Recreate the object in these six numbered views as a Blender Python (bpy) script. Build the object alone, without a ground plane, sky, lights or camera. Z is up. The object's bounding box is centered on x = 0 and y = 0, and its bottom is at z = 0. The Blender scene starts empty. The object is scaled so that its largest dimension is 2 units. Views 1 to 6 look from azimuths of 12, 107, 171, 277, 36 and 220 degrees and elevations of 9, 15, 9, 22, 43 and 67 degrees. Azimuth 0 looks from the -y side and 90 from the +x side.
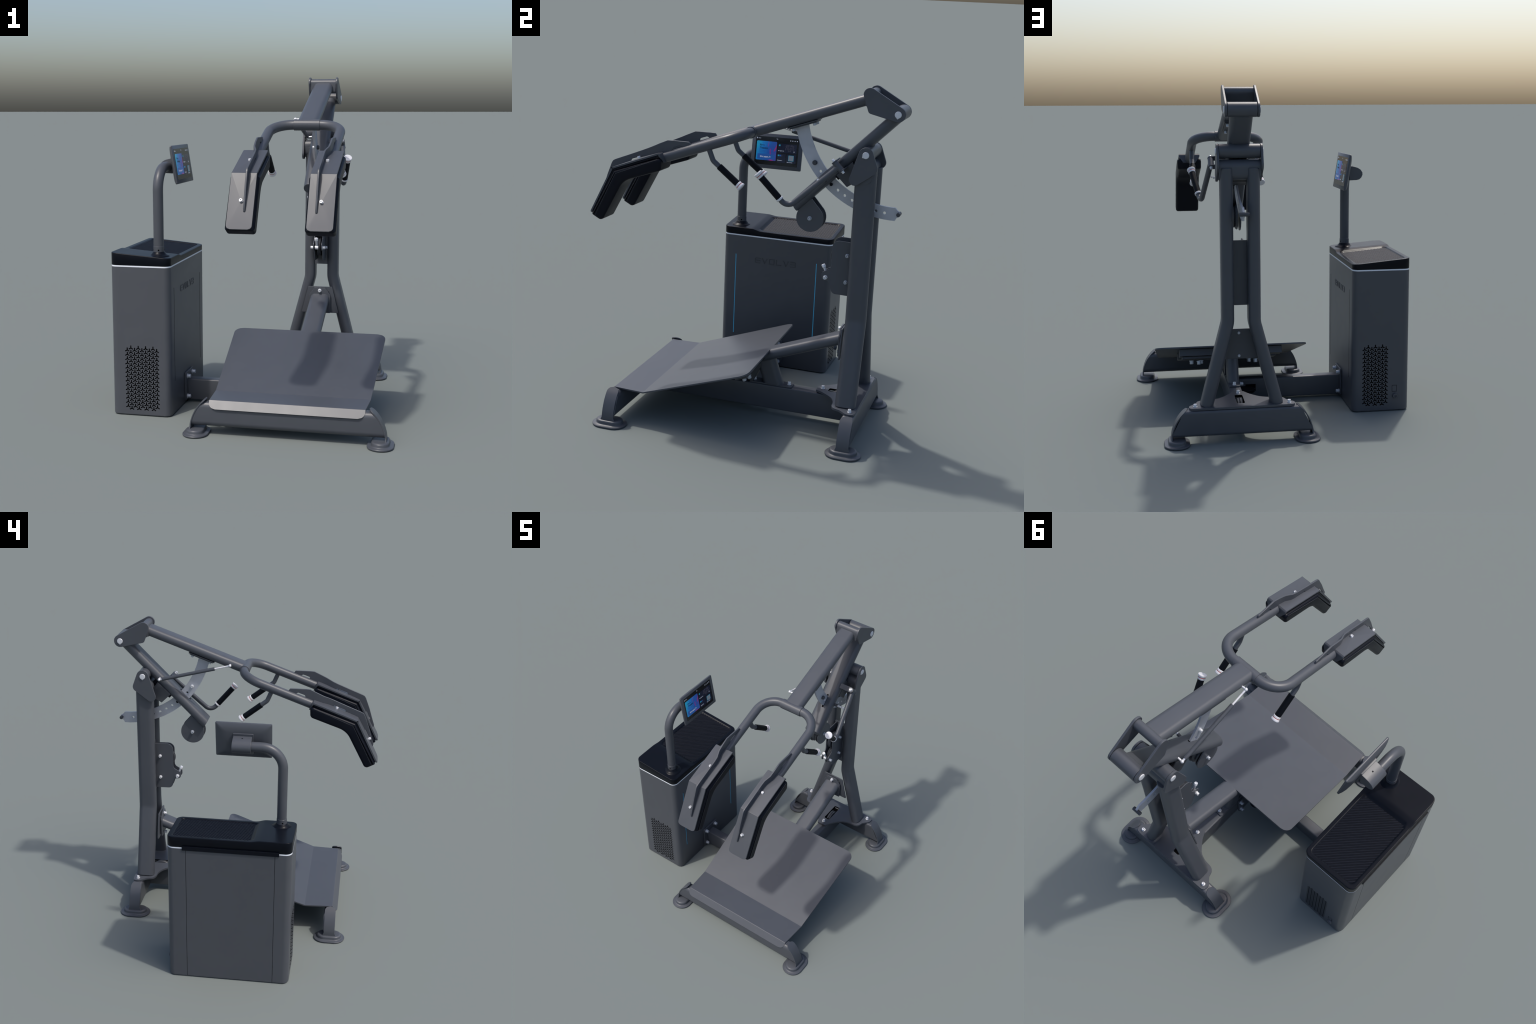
import bpy, bmesh, math, random
from mathutils import Vector, Matrix

random.seed(7)
XC = 0.2535                      # mid plane of the training frame
V = Vector

# ------------------------------------------------------------------ materials
def principled(name, color, rough=0.45, metal=0.0, var=0.06, bump=0.0, bump_scale=400, coat=0.0, spec=0.5, emit=None, emit_strength=0.0, scale=9):
    m = bpy.data.materials.new(name)
    m.use_nodes = True
    nt = m.node_tree
    b = nt.nodes["Principled BSDF"]
    b.inputs["Metallic"].default_value = metal
    b.inputs["Specular IOR Level"].default_value = spec
    b.inputs["Coat Weight"].default_value = coat
    b.inputs["Coat Roughness"].default_value = 0.15
    tc = nt.nodes.new("ShaderNodeTexCoord")
    nz = nt.nodes.new("ShaderNodeTexNoise")
    nz.inputs["Scale"].default_value = scale
    nz.inputs["Detail"].default_value = 3
    nt.links.new(tc.outputs["Object"], nz.inputs["Vector"])
    ramp = nt.nodes.new("ShaderNodeValToRGB")
    lo = [max(0, c * (1 - var)) for c in color]
    hi = [min(1, c * (1 + var)) for c in color]
    ramp.color_ramp.elements[0].position = 0.3
    ramp.color_ramp.elements[1].position = 0.7
    ramp.color_ramp.elements[0].color = (*lo, 1)
    ramp.color_ramp.elements[1].color = (*hi, 1)
    nt.links.new(nz.outputs["Fac"], ramp.inputs["Fac"])
    nt.links.new(ramp.outputs["Color"], b.inputs["Base Color"])
    mr = nt.nodes.new("ShaderNodeMapRange")
    mr.inputs["To Min"].default_value = rough - 0.03
    mr.inputs["To Max"].default_value = rough + 0.03
    nt.links.new(nz.outputs["Fac"], mr.inputs["Value"])
    nt.links.new(mr.outputs["Result"], b.inputs["Roughness"])
    if bump:
        n2 = nt.nodes.new("ShaderNodeTexNoise")
        n2.inputs["Scale"].default_value = bump_scale
        nt.links.new(tc.outputs["Object"], n2.inputs["Vector"])
        bp = nt.nodes.new("ShaderNodeBump")
        bp.inputs["Strength"].default_value = bump
        bp.inputs["Distance"].default_value = 0.001
        nt.links.new(n2.outputs["Fac"], bp.inputs["Height"])
        nt.links.new(bp.outputs["Normal"], b.inputs["Normal"])
    if emit:
        b.inputs["Emission Color"].default_value = (*emit, 1)
        b.inputs["Emission Strength"].default_value = emit_strength
    return m

PAINT = principled("powder_coated_steel", (0.062, 0.068, 0.081), rough=0.395, var=0.03, spec=0.44)
CASE = principled("cabinet_paint", (0.064, 0.069, 0.081), rough=0.38, var=0.02)
DARKPL = principled("dark_plate_paint", (0.044, 0.048, 0.057), rough=0.45)  # darker grey coat for brackets, pulleys and other dark parts
LID = principled("black_lid_plastic", (0.0040, 0.0053, 0.0092), rough=0.34, spec=0.13)
MAT = principled("ribbed_rubber", (0.0050, 0.0063, 0.0105), rough=0.40, spec=0.14, bump=0.1, bump_scale=700)
PAD = principled("black_upholstery", (0.0036, 0.0050, 0.0100), rough=0.40, spec=0.15, bump=0.15, bump_scale=800)
GRIP = principled("grip_rubber", (0.0040, 0.0050, 0.0080), rough=0.5, spec=0.12, bump=0.2, bump_scale=900)
BLACK = principled("painted_void", (0.0015, 0.0015, 0.002), rough=0.8, spec=0.05)  # near-black walls and patches: darkness of openings put into the colour
CHROME = principled("bolt_steel", (0.72, 0.73, 0.76), rough=0.38, metal=0.35)
DULL = principled("zinc_bolt", (0.46, 0.49, 0.54), rough=0.4, metal=0.3)
CAPM = principled("pivot_cap", (0.62, 0.63, 0.66), rough=0.45, metal=0.15)
ARC = principled("galvanised_bar", (0.44, 0.455, 0.50), rough=0.40, metal=0.25, var=0.1)
WHITE = principled("white_collar", (0.66, 0.66, 0.69), rough=0.35)
RED = principled("red_band", (0.36, 0.035, 0.02), rough=0.4)
STRIP = principled("light_strip", (0.74, 0.78, 0.84), rough=0.35)
BLUE = principled("blue_light_line", (0.02, 0.09, 0.16), rough=0.4, emit=(0.05, 0.30, 0.55), emit_strength=0.28)
GLASS = principled("screen_glass", (0.006, 0.0065, 0.008), rough=0.2)
PANEL = principled("screen_panel", (0.008, 0.010, 0.020), rough=0.2, emit=(0.02, 0.03, 0.09), emit_strength=0.12)
TXTW = principled("screen_white", (0.35, 0.37, 0.42), rough=0.3, emit=(0.6, 0.65, 0.8), emit_strength=0.3)
TXTD = principled("screen_ink", (0.004, 0.02, 0.06), rough=0.3, emit=(0.0, 0.05, 0.14), emit_strength=0.2)
CYAN = principled("screen_cyan", (0.02, 0.2, 0.3), rough=0.3, emit=(0.02, 0.38, 0.55), emit_strength=0.3)
BUTTON = principled("screen_button", (0.01, 0.04, 0.15), rough=0.3, emit=(0.012, 0.085, 0.32), emit_strength=0.5)
GHOST = principled("screen_ghost", (0.02, 0.02, 0.035), rough=0.3, emit=(0.12, 0.12, 0.2), emit_strength=0.1)
TILE = principled("screen_tile", (0.30, 0.31, 0.33), rough=0.3, emit=(0.4, 0.4, 0.45), emit_strength=0.06)


def card_material():
    m = bpy.data.materials.new("screen_card")
    m.use_nodes = True
    nt = m.node_tree
    b = nt.nodes["Principled BSDF"]
    L = nt.links.new
    tc = nt.nodes.new("ShaderNodeTexCoord")
    sep = nt.nodes.new("ShaderNodeSeparateXYZ")
    L(tc.outputs["Object"], sep.inputs[0])

    def math_(op, a, c=None, clamp=False):
        n = nt.nodes.new("ShaderNodeMath")
        n.operation = op
        n.use_clamp = clamp
        for i, v in enumerate((a, c)):
            if v is None:
                continue
            if isinstance(v, (int, float)):
                n.inputs[i].default_value = v
            else:
                L(v, n.inputs[i])
        return n.outputs[0]
    x = math_("DIVIDE", math_("ADD", sep.outputs["X"], 0.137), 0.136)      # 0..1 across
    y = math_("DIVIDE", math_("ADD", sep.outputs["Y"], 0.061), 0.123)      # 0..1 up
    nz = nt.nodes.new("ShaderNodeTexNoise")
    nz.inputs["Scale"].default_value = 22
    L(tc.outputs["Object"], nz.inputs["Vector"])
    g = math_("ADD", math_("MULTIPLY", x, 0.8), math_("MULTIPLY", math_("SUBTRACT", 1.0, y), 0.28))
    g = math_("ADD", g, math_("MULTIPLY", math_("SUBTRACT", nz.outputs["Fac"], 0.5), 0.25))
    ramp = nt.nodes.new("ShaderNodeValToRGB")
    els = ramp.color_ramp.elements
    els[0].position, els[0].color = 0.0, (0.012, 0.30, 0.45, 1)
    els[1].position, els[1].color = 1.0, (0.045, 0.055, 0.26, 1)
    for p, c in ((0.3, (0.010, 0.16, 0.42)), (0.62, (0.012, 0.075, 0.30)), (0.82, (0.022, 0.06, 0.27))):
        e = els.new(p)
        e.color = (*c, 1)
    L(g, ramp.inputs["Fac"])

    def band(cx, amp, freq, phase, width, y0, y1):
        s = math_("SINE", math_("ADD", math_("MULTIPLY", y, freq), phase))
        d = math_("ABSOLUTE", math_("SUBTRACT", x, math_("ADD", cx, math_("MULTIPLY", s, amp))))
        f = math_("SUBTRACT", 1.0, math_("DIVIDE", d, width), True)
        f = math_("MULTIPLY", f, math_("GREATER_THAN", y, y0))
        return math_("MULTIPLY", f, math_("LESS_THAN", y, y1))
    col = ramp.outputs["Color"]
    for fac, c in ((band(0.74, 0.05, 5.0, 2.1, 0.04, 0.12, 0.62), (0.20, 0.012, 0.16)),
                   (band(0.60, 0.03, 6.0, 0.5, 0.03, 0.72, 1.0), (0.13, 0.04, 0.22)),
                   (band(0.93, 0.10, 4.5, 3.6, 0.05, 0.5, 0.86), (0.34, 0.012, 0.07)),
                   (band(0.80, 0.08, 8.0, 3.6, 0.14, 0.0, 0.15), (0.36, 0.02, 0.20))):
        mx = nt.nodes.new("ShaderNodeMix")
        mx.data_type = "RGBA"
        L(fac, mx.inputs["Factor"])
        L(col, mx.inputs["A"])
        mx.inputs["B"].default_value = (*c, 1)
        col = mx.outputs["Result"]
    L(col, b.inputs["Base Color"])
    L(col, b.inputs["Emission Color"])
    b.inputs["Emission Strength"].default_value = 0.40
    b.inputs["Roughness"].default_value = 0.25
    return m

CARD = card_material()
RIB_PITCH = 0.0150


def paint_rib_shade():
    """Crests of the diagonal ribs lighter, valleys darker: rib shade painted into the colour."""
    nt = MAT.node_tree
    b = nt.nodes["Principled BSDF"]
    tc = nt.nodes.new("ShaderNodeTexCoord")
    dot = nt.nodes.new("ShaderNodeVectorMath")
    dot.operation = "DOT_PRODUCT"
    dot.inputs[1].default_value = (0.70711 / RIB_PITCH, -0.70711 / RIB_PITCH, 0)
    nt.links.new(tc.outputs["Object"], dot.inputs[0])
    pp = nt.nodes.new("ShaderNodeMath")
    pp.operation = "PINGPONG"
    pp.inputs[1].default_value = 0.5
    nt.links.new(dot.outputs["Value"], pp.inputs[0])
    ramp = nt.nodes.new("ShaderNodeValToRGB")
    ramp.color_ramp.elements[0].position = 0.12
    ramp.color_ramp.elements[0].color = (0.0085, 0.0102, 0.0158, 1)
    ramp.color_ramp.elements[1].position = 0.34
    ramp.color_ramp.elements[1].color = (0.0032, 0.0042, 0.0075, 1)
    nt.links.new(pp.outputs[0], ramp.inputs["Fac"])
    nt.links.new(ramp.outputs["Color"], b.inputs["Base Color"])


paint_rib_shade()

# ------------------------------------------------------------------ helpers
COLL = bpy.context.scene.collection
ROOT = bpy.data.objects.new("squat_machine", None)
COLL.objects.link(ROOT)
ROOT["label"] = "dark grey lever squat machine with digital resistance cabinet and screen"
ROOT["category"] = "gym machine"


def finish(name, bm, mat, parent=None, bevel=0.0015, seg=2, angle=32, matrix=None, mats=None):
    bmesh.ops.remove_doubles(bm, verts=bm.verts, dist=1e-6)
    bmesh.ops.recalc_face_normals(bm, faces=bm.faces)
    me = bpy.data.meshes.new(name)
    bm.to_mesh(me)
    bm.free()
    return add(name, me, mat, parent, bevel, seg, angle, matrix, mats)


def add(name, me, mat, parent=None, bevel=0.0, seg=2, angle=32, matrix=None, mats=None):
    me.materials.clear()
    for m in (mats or [mat]):
        me.materials.append(m)
    me.polygons.foreach_set("use_smooth", [True] * len(me.polygons))
    me.set_sharp_from_angle(angle=math.radians(angle))
    ob = bpy.data.objects.new(name, me)
    COLL.objects.link(ob)
    ob.parent = parent or ROOT
    ob.matrix_world = matrix if matrix is not None else Matrix.Identity(4)
    if bevel:
        md = ob.modifiers.new("bevel", "BEVEL")
        md.width = bevel
        md.segments = seg
        md.limit_method = "ANGLE"
        md.angle_limit = math.radians(angle + 6)
        md.harden_normals = True
    return ob


def again(ob, matrix, parent=None):
    c = ob.copy()
    COLL.objects.link(c)
    c.parent = parent or ob.parent
    c.matrix_world = matrix
    return c


def rrect(w, h, r, n=8):
    """Rounded rectangle outline, counter-clockwise."""
    r = min(r, w / 2 - 1e-6, h / 2 - 1e-6)
    pts = []
    for cx, cy, a0 in ((w / 2 - r, h / 2 - r, 0), (-w / 2 + r, h / 2 - r, 90), (-w / 2 + r, -h / 2 + r, 180), (w / 2 - r, -h / 2 + r, 270)):
        for i in range(n + 1):
            a = math.radians(a0 + 90 * i / n)
            pts.append((cx + r * math.cos(a), cy + r * math.sin(a)))
    return pts


def circle(r, n=32):
    return [(r * math.cos(2 * math.pi * i / n), r * math.sin(2 * math.pi * i / n)) for i in range(n)]


def fillet(pts, radii, n=10):
    """Polyline with its inner corners replaced by arcs."""
    pts = [V(p) for p in pts]
    out = [pts[0]]
    for i in range(1, len(pts) - 1):
        r = radii[i - 1] if isinstance(radii, (list, tuple)) else radii
        a, p, c = pts[i - 1], pts[i], pts[i + 1]
        u, w = (a - p).normalized(), (c - p).normalized()
        ang = u.angle(w)
        if r <= 0 or ang > math.pi - 1e-3:
            out.append(p)
            continue
        t = r / math.tan(ang / 2)
        cen = p + (u + w).normalized() * (r / math.sin(ang / 2))
        s, e = p + u * t - cen, p + w * t - cen
        tot = s.angle(e)
        for k in range(n + 1):
            f = k / n
            out.append(cen + (s * math.sin((1 - f) * tot) + e * math.sin(f * tot)) / math.sin(tot))
    out.append(pts[-1])
    return out


def sweep(bm, path, section, up=(0, 0, 1), cap=True, end_dirs=(None, None)):
    path = [V(p) for p in path]
    rings = []
    n = len(path)
    prev_t, side = None, None
    for i, p in enumerate(path):
        if i == 0:
            t = path[1] - path[0]
        elif i == n - 1:
            t = path[-1] - path[-2]
        else:
            t = (path[i + 1] - p).normalized() + (p - path[i - 1]).normalized()
        t.normalize()
        if side is None:
            side = V(up).cross(t)
            if side.length < 1e-4:
                side = V((1, 0, 0)).cross(t)
            side.normalize()
        else:
            side = prev_t.rotation_difference(t) @ side
        prev_t = t
        upv = t.cross(side)
        ring = []
        for a, b in section:
            q = p + side * a + upv * b
            nd = end_dirs[0] if i == 0 else end_dirs[1] if i == n - 1 else None
            if nd is not None:                       # slide the end ring onto a cutting plane
                nd = V(nd)
                q = q - t * ((q - p).dot(nd) / t.dot(nd))
            ring.append(bm.verts.new(q))
        rings.append(ring)
    m = len(section)
    for r0, r1 in zip(rings, rings[1:]):
        for j in range(m):
            bm.faces.new((r0[j], r0[(j + 1) % m], r1[(j + 1) % m], r1[j]))
    if cap:
        bm.faces.new(list(reversed(rings[0])))
        bm.faces.new(rings[-1])
    return bm


def prism(bm, outline, axis, a0, a1):
    """Extrude a 2D outline along an axis: 'x' takes (y,z), 'y' takes (x,z), 'z' takes (x,y)."""
    def P(q, a):
        return {"x": (a, q[0], q[1]), "y": (q[0], a, q[1]), "z": (q[0], q[1], a)}[axis]
    lo = [bm.verts.new(P(q, a0)) for q in outline]
    hi = [bm.verts.new(P(q, a1)) for q in outline]
    n = len(outline)
    bm.faces.new(lo)
    bm.faces.new(list(reversed(hi)))
    for i in range(n):
        bm.faces.new((lo[i], lo[(i + 1) % n], hi[(i + 1) % n], hi[i]))
    return bm


def hull(circles, n=36):
    """Convex hull of circles (cx, cy, r): the usual laser-cut link plate outline."""
    pts = [(cx + r * math.cos(2 * math.pi * i / n), cy + r * math.sin(2 * math.pi * i / n)) for cx, cy, r in circles for i in range(n)]
    pts = sorted(set((round(a, 6), round(b, 6)) for a, b in pts))

    def half(ps):
        h = []
        for p in ps:
            while len(h) > 1 and (h[-1][0] - h[-2][0]) * (p[1] - h[-2][1]) - (h[-1][1] - h[-2][1]) * (p[0] - h[-2][0]) <= 0:
                h.pop()
            h.append(p)
        return h[:-1]
    return half(pts) + half(pts[::-1])


def round_poly(pts, radii, n=6):
    """Closed 2D polygon with rounded corners."""
    k = len(pts)
    if not isinstance(radii, (list, tuple)):
        radii = [radii] * k
    out = []
    for i in range(k):
        a, p, c = (V((*pts[(i + d) % k], 0)) for d in (-1, 0, 1))
        if radii[i] <= 0:
            out.append((p.x, p.y))
            continue
        f = fillet([a, p, c], radii[i], n)[1:-1]
        out += [(q.x, q.y) for q in f]
    return out


def basis(p, d, spin=0.0):
    """Matrix whose z axis is d, at p."""
    q = V(d).normalized().to_track_quat("Z", "Y")
    return Matrix.Translation(V(p)) @ q.to_matrix().to_4x4() @ Matrix.Rotation(spin, 4, "Z")


def lathe(bm, profile, p=(0, 0, 0), d=(0, 0, 1), n=32, stretch=0.0, stretch_dir=(0, 1)):
    """Revolve (r, z) pairs about d; stretch makes an obround."""
    M = basis(p, d) if V(d) != V((0, 0, 1)) else Matrix.Translation(V(p))
    rings = []
    for r, z in profile:
        if r < 1e-6 and not stretch:
            rings.append([bm.verts.new(M @ V((0, 0, z)))])
            continue
        ring = []
        for i in range(n):
            a = 2 * math.pi * (i + 0.5) / n
            x, y = r * math.cos(a), r * math.sin(a)
            s = stretch if y > 0 else -stretch
            ring.append(bm.verts.new(M @ V((x, y + s, z))))
        rings.append(ring)
    for r0, r1 in zip(rings, rings[1:]):
        for i in range(n):
            j = (i + 1) % n
            if len(r0) == 1 and len(r1) == 1:
                continue
            if len(r0) == 1:
                bm.faces.new((r0[0], r1[j], r1[i]))
            elif len(r1) == 1:
                bm.faces.new((r0[i], r0[j], r1[0]))
            else:
                bm.faces.new((r0[i], r0[j], r1[j], r1[i]))
    for ring in (rings[0], rings[-1]):
        if len(ring) > 1:
            bm.faces.new(ring)
    return bm


def rod(bm, p0, p1, r, n=24):
    p0, p1 = V(p0), V(p1)
    return lathe(bm, [(r, 0), (r, (p1 - p0).length)], p0, p1 - p0, n)


def box(bm, x0, x1, y0, y1, z0, z1):
    return prism(bm, [(x0, y0), (x1, y0), (x1, y1), (x0, y1)], "z", z0, z1)


def sheet(bm, path, half, thick, axis="x", centre=0.0, side=1):
    """Folded sheet metal. path: (a, z) points; half(i, s, total) gives half width; axis is the width direction."""
    path = [V((*p, 0)) for p in path]
    n = len(path)
    s = [0.0]
    for a, b in zip(path, path[1:]):
        s.append(s[-1] + (b - a).length)
    rows = []
    for i, p in enumerate(path):
        t = (path[min(i + 1, n - 1)] - path[max(i - 1, 0)]).normalized()
        nrm = V((-t.y, t.x, 0)) * side
        if 0 < i < n - 1:
            t0 = (p - path[i - 1]).normalized()
            t1 = (path[i + 1] - p).normalized()
            k = 1 / max(0.5, math.cos(t0.angle(t1) / 2))
        else:
            k = 1
        q = p + nrm * thick * k
        h = half(s[i], s[-1])
        row = []
        for pt, w in ((p, -h), (p, h), (q, h), (q, -h)):
            co = (centre + w, pt.x, pt.y) if axis == "x" else (pt.x, centre + w, pt.y)
            row.append(bm.verts.new(co))
        rows.append(row)
    for a, b in zip(rows, rows[1:]):
        for j in range(4):
            bm.faces.new((a[j], a[(j + 1) % 4], b[(j + 1) % 4], b[j]))
    bm.faces.new(rows[0][::-1])
    bm.faces.new(rows[-1])
    return bm


def resample(pts, step):
    pts = [V((*p, 0)) if len(p) == 2 else V(p) for p in pts]
    out = [pts[0]]
    for a, b in zip(pts, pts[1:]):
        k = max(1, int((b - a).length / step))
        out += [a.lerp(b, i / k) for i in range(1, k + 1)]
    return [(p.x, p.y) for p in out]


def corner_half(base, s, total, r0=0.0, r1=0.0):
    h = base
    if r0 and s < r0:
        h -= r0 - math.sqrt(max(0, r0 * r0 - (r0 - s) ** 2))
    e = total - s
    if r1 and e < r1:
        h -= r1 - math.sqrt(max(0, r1 * r1 - (r1 - e) ** 2))
    return max(h, 0.002)


def new():
    return bmesh.new()

# ------------------------------------------------------------------ bolts
def cap_screw_mesh():
    bm = new()
    lathe(bm, [(0.0120, 0), (0.0120, 0.0022), (0.0094, 0.0028), (0.0094, 0.0150), (0.0083, 0.0168), (0.0050, 0.0168)], n=24)
    # hexagon socket
    bm.faces.ensure_lookup_table()
    top = [f for f in bm.faces if abs(f.calc_center_median().z - 0.0168) < 1e-5 and len(f.verts) > 6]
    r = bmesh.ops.inset_individual(bm, faces=top, thickness=0.0003)
    bmesh.ops.translate(bm, verts=list({v for f in top for v in f.verts}), vec=(0, 0, -0.006))
    return bm

BOLT = None
def bolt(p, d, parent=None, scale=1.0, name="bolt", mat=None):
    global BOLT
    M = basis(p, d) @ Matrix.Scale(scale, 4)
    if BOLT is None:
        BOLT = {}
    key = (mat or CHROME).name
    if key not in BOLT:
        BOLT[key] = finish(name, cap_screw_mesh(), mat or CHROME, parent, 0, matrix=M)
        return BOLT[key]
    return again(BOLT[key], M, parent)

# ================================================================== BASE
def arc_side(rel_bottom, z0=0.047, z1=0.203):
    """Curved outer edge of a base beam: offset from the foot centre, z."""
    ctrl = [(0.0335, 0.030), (0.030, 0.065), (0.018, 0.105), (0.000, 0.143), (-0.026, 0.178), (-0.058, 0.2080)]
    return [(rel_bottom + a, z) for a, z in ctrl]


def smooth_curve(ctrl, n=6):
    """Catmull-Rom through control points."""
    P = [V((*c, 0)) for c in ctrl]
    P = [2 * P[0] - P[1]] + P + [2 * P[-1] - P[-2]]
    out = []
    for i in range(1, len(P) - 2):
        for k in range(n):
            t = k / n
            a, b, c, d = P[i - 1:i + 3]
            q = 0.5 * ((2 * b) + (c - a) * t + (2 * a - 5 * b + 4 * c - d) * t * t + (3 * b - a - 3 * c + d) * t ** 3)
            out.append((q.x, q.y))
    out.append((P[-2].x, P[-2].y))
    return out


FOOT = None
def base_assembly(name, xc, half, yc, top=0.200, bev=0.020, shift=0.0):
    global FOOT
    curve = smooth_curve([(half + a, z) for a, z in arc_side(0)], 6)
    h = top - 0.047
    sec = [(yc + shift + y, 0.047 + h / 2 + z) for y, z in rrect(0.075, h, bev, 8)]

    def reach(z):
        for (xa, za), (xb, zb) in zip(curve, curve[1:]):
            if za <= z <= zb:
                return xa + (xb - xa) * (z - za) / (zb - za) - 0.004
        return curve[0][0] - 0.004
    bm = new()
    lo = [bm.verts.new((xc - reach(z), y, z)) for y, z in sec]
    hi = [bm.verts.new((xc + reach(z), y, z)) for y, z in sec]
    for k in range(len(sec)):
        bm.faces.new((lo[k], lo[(k + 1) % len(sec)], hi[(k + 1) % len(sec)], hi[k]))
    for ring in (lo, hi):
        bmesh.ops.triangle_fill(bm, edges=[bm.edges.get((ring[k], ring[(k + 1) % len(ring)])) for k in range(len(ring))], use_beauty=True)
    beam = finish(name, bm, PAINT, None, 0, angle=50)
    # curved end plates with rounded heads
    for s in (1, -1):
        pts = resample([(xc + s * (x), z) for x, z in curve], 0.004)
        bm = sheet(new(), pts, lambda a, t: corner_half(0.0365 + 0.009 * max(0, 1 - a / 0.022), a, t, 0, 0.034), 0.007, "y", yc, 1 if s > 0 else -1)
        finish("end_plate", bm, PAINT, beam, 0.0015, 2)
    for s in (1, -1):
        M = Matrix.Translation((xc + s * half, yc, 0))
        if FOOT is None:
            bm = lathe(new(), [(0.0700, 0), (0.0718, 0.0015), (0.0718, 0.0065), (0.0700, 0.0085), (0.0530, 0.0105), (0.0500, 0.0125), (0.0488, 0.0160), (0.0485, 0.0250), (0.0465, 0.0300), (0.0410, 0.0330), (0.0340, 0.0340), (0.0, 0.0340)],
                       n=48, stretch=0.031)
            FOOT = finish("levelling_foot", bm, PAINT, beam, 0, matrix=M, angle=40)
        else:
            again(FOOT, M, beam)
    return beam


front_base = base_assembly("front_base_beam", 0.2565, 0.5135, -0.637, 0.1885, 0.033, 0.004)
rear_base = base_assembly("rear_base_beam", 0.2535, 0.3725, 0.725)

# central spine and side arm to the cabinet
bm = sweep(new(), [(XC, -0.605, 0.1165), (XC, 0.695, 0.1165)], rrect(0.074, 0.150, 0.008, 4))
spine = finish("spine_beam", bm, PAINT, None, 0)
bm = sweep(new(), [(0.215, -0.0495, 0.0785), (-0.464, -0.0495, 0.0785)], rrect(0.070, 0.133, 0.009, 4))
side_arm = finish("cabinet_arm", bm, PAINT, None, 0)
bm = prism(new(), round_poly([(-0.128, 0.017), (0.029, 0.017), (0.029, 0.195), (-0.128, 0.195)], 0.012), "x", -0.4745, -0.464)
flange = finish("cabinet_flange", bm, PAINT, side_arm, 0.002)
for y in (-0.103, 0.004):
    for z in (0.041, 0.168):
        bolt((-0.464, y, z), (1, 0, 0), flange, 1.25, mat=DULL)
bm = prism(new(), round_poly([(-0.262, 0.020), (0.166, 0.020), (0.166, 0.186), (-0.262, 0.186)], 0.012), "x", 0.2045, 0.2155)
f2 = finish("spine_flange", bm, PAINT, side_arm, 0.002)
for y in (-0.242, 0.146):
    for z in (0.052, 0.162):
        bolt((0.2045, y, z), (-1, 0, 0), f2, 1.25, mat=DULL)
# guide pulley lying in the arm
bm = lathe(new(), [(0.0, 0), (0.052, 0), (0.054, 0.004), (0.046, 0.010), (0.054, 0.016), (0.052, 0.020), (0.0, 0.020)], (0.150, 0.042, 0.078), n=40)
finish("guide_pulley", bm, LID, side_arm, 0, angle=40)
bm = box(new(), 0.084, 0.150, -0.0147, -0.0132, 0.062, 0.108)
finish("slot_patch", bm, BLACK, side_arm, 0)  # thin black plate on the arm face in place of an opening

# mounting plate under the columns, with a slot for the cable pulley
half_outline = [(0.034, 0.468), (0.044, 0.488), (0.064, 0.522), (0.112, 0.578), (0.165, 0.603), (0.222, 0.610), (0.249, 0.628), (0.262, 0.664),
                (0.283, 0.688), (0.298, 0.706), (0.302, 0.728), (0.294, 0.750), (0.270, 0.757)]
half_outline = smooth_curve(half_outline, 4)
outline = [(XC + a, b) for a, b in half_outline] + [(XC - a, b) for a, b in reversed(half_outline)]
bm = prism(new(), outline, "z", 0.2005, 0.2125)
ref_plate = finish("column_base_plate", bm, PAINT, None, 0.0015)
bm = prism(new(), [(0.257 + a, 0.618 + b) for a, b in rrect(0.046, 0.16, 0.012)], "z", 0.19, 0.23)
cut = finish("slot_tool", bm, BLACK, None, 0)


def boolean(target, tool):
    md = target.modifiers.new("cut", "BOOLEAN")
    md.operation = "DIFFERENCE"
    md.object = tool
    md.solver = "EXACT"
    try:
        md.material_mode = "TRANSFER"
    except Exception:
        pass
    others = [(m.name) for m in target.modifiers if m.type == "BEVEL"]
    for o in others:
        target.modifiers.remove(target.modifiers[o])
    dg = bpy.context.evaluated_depsgraph_get()
    dg.update()
    me = bpy.data.meshes.new_from_object(target.evaluated_get(dg))
    target.modifiers.clear()
    old = target.data
    target.data = me
    me.polygons.foreach_set("use_smooth", [True] * len(me.polygons))
    me.set_sharp_from_angle(angle=math.radians(32))
    bpy.data.meshes.remove(old)
    td = tool.data
    bpy.data.objects.remove(tool)
    bpy.data.meshes.remove(td)


boolean(ref_plate, cut)
bm = box(new(), 0.2335, 0.2805, 0.538, 0.698, 0.192, 0.1945)
finish("slot_black_inlay", bm, BLACK, ref_plate, 0)  # black strip laid over the spine, added to make the slot look deep
bm = new()
for x in (0.250, 0.266):
    lathe(bm, [(0.02, 0), (0.066, 0), (0.069, 0.002), (0.066, 0.007), (0.069, 0.012), (0.066, 0.014), (0.02, 0.014)], (x - 0.007, 0.612, 0.1485), (1, 0, 0), 40)
finish("cable_pulley", bm, DARKPL, ref_plate, 0, angle=40)
for x, y in ((0.521, 0.725), (-0.015, 0.725), (0.2535, 0.501)):
    bolt((x, y, 0.2125), (0, 0, 1), ref_plate)

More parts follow.
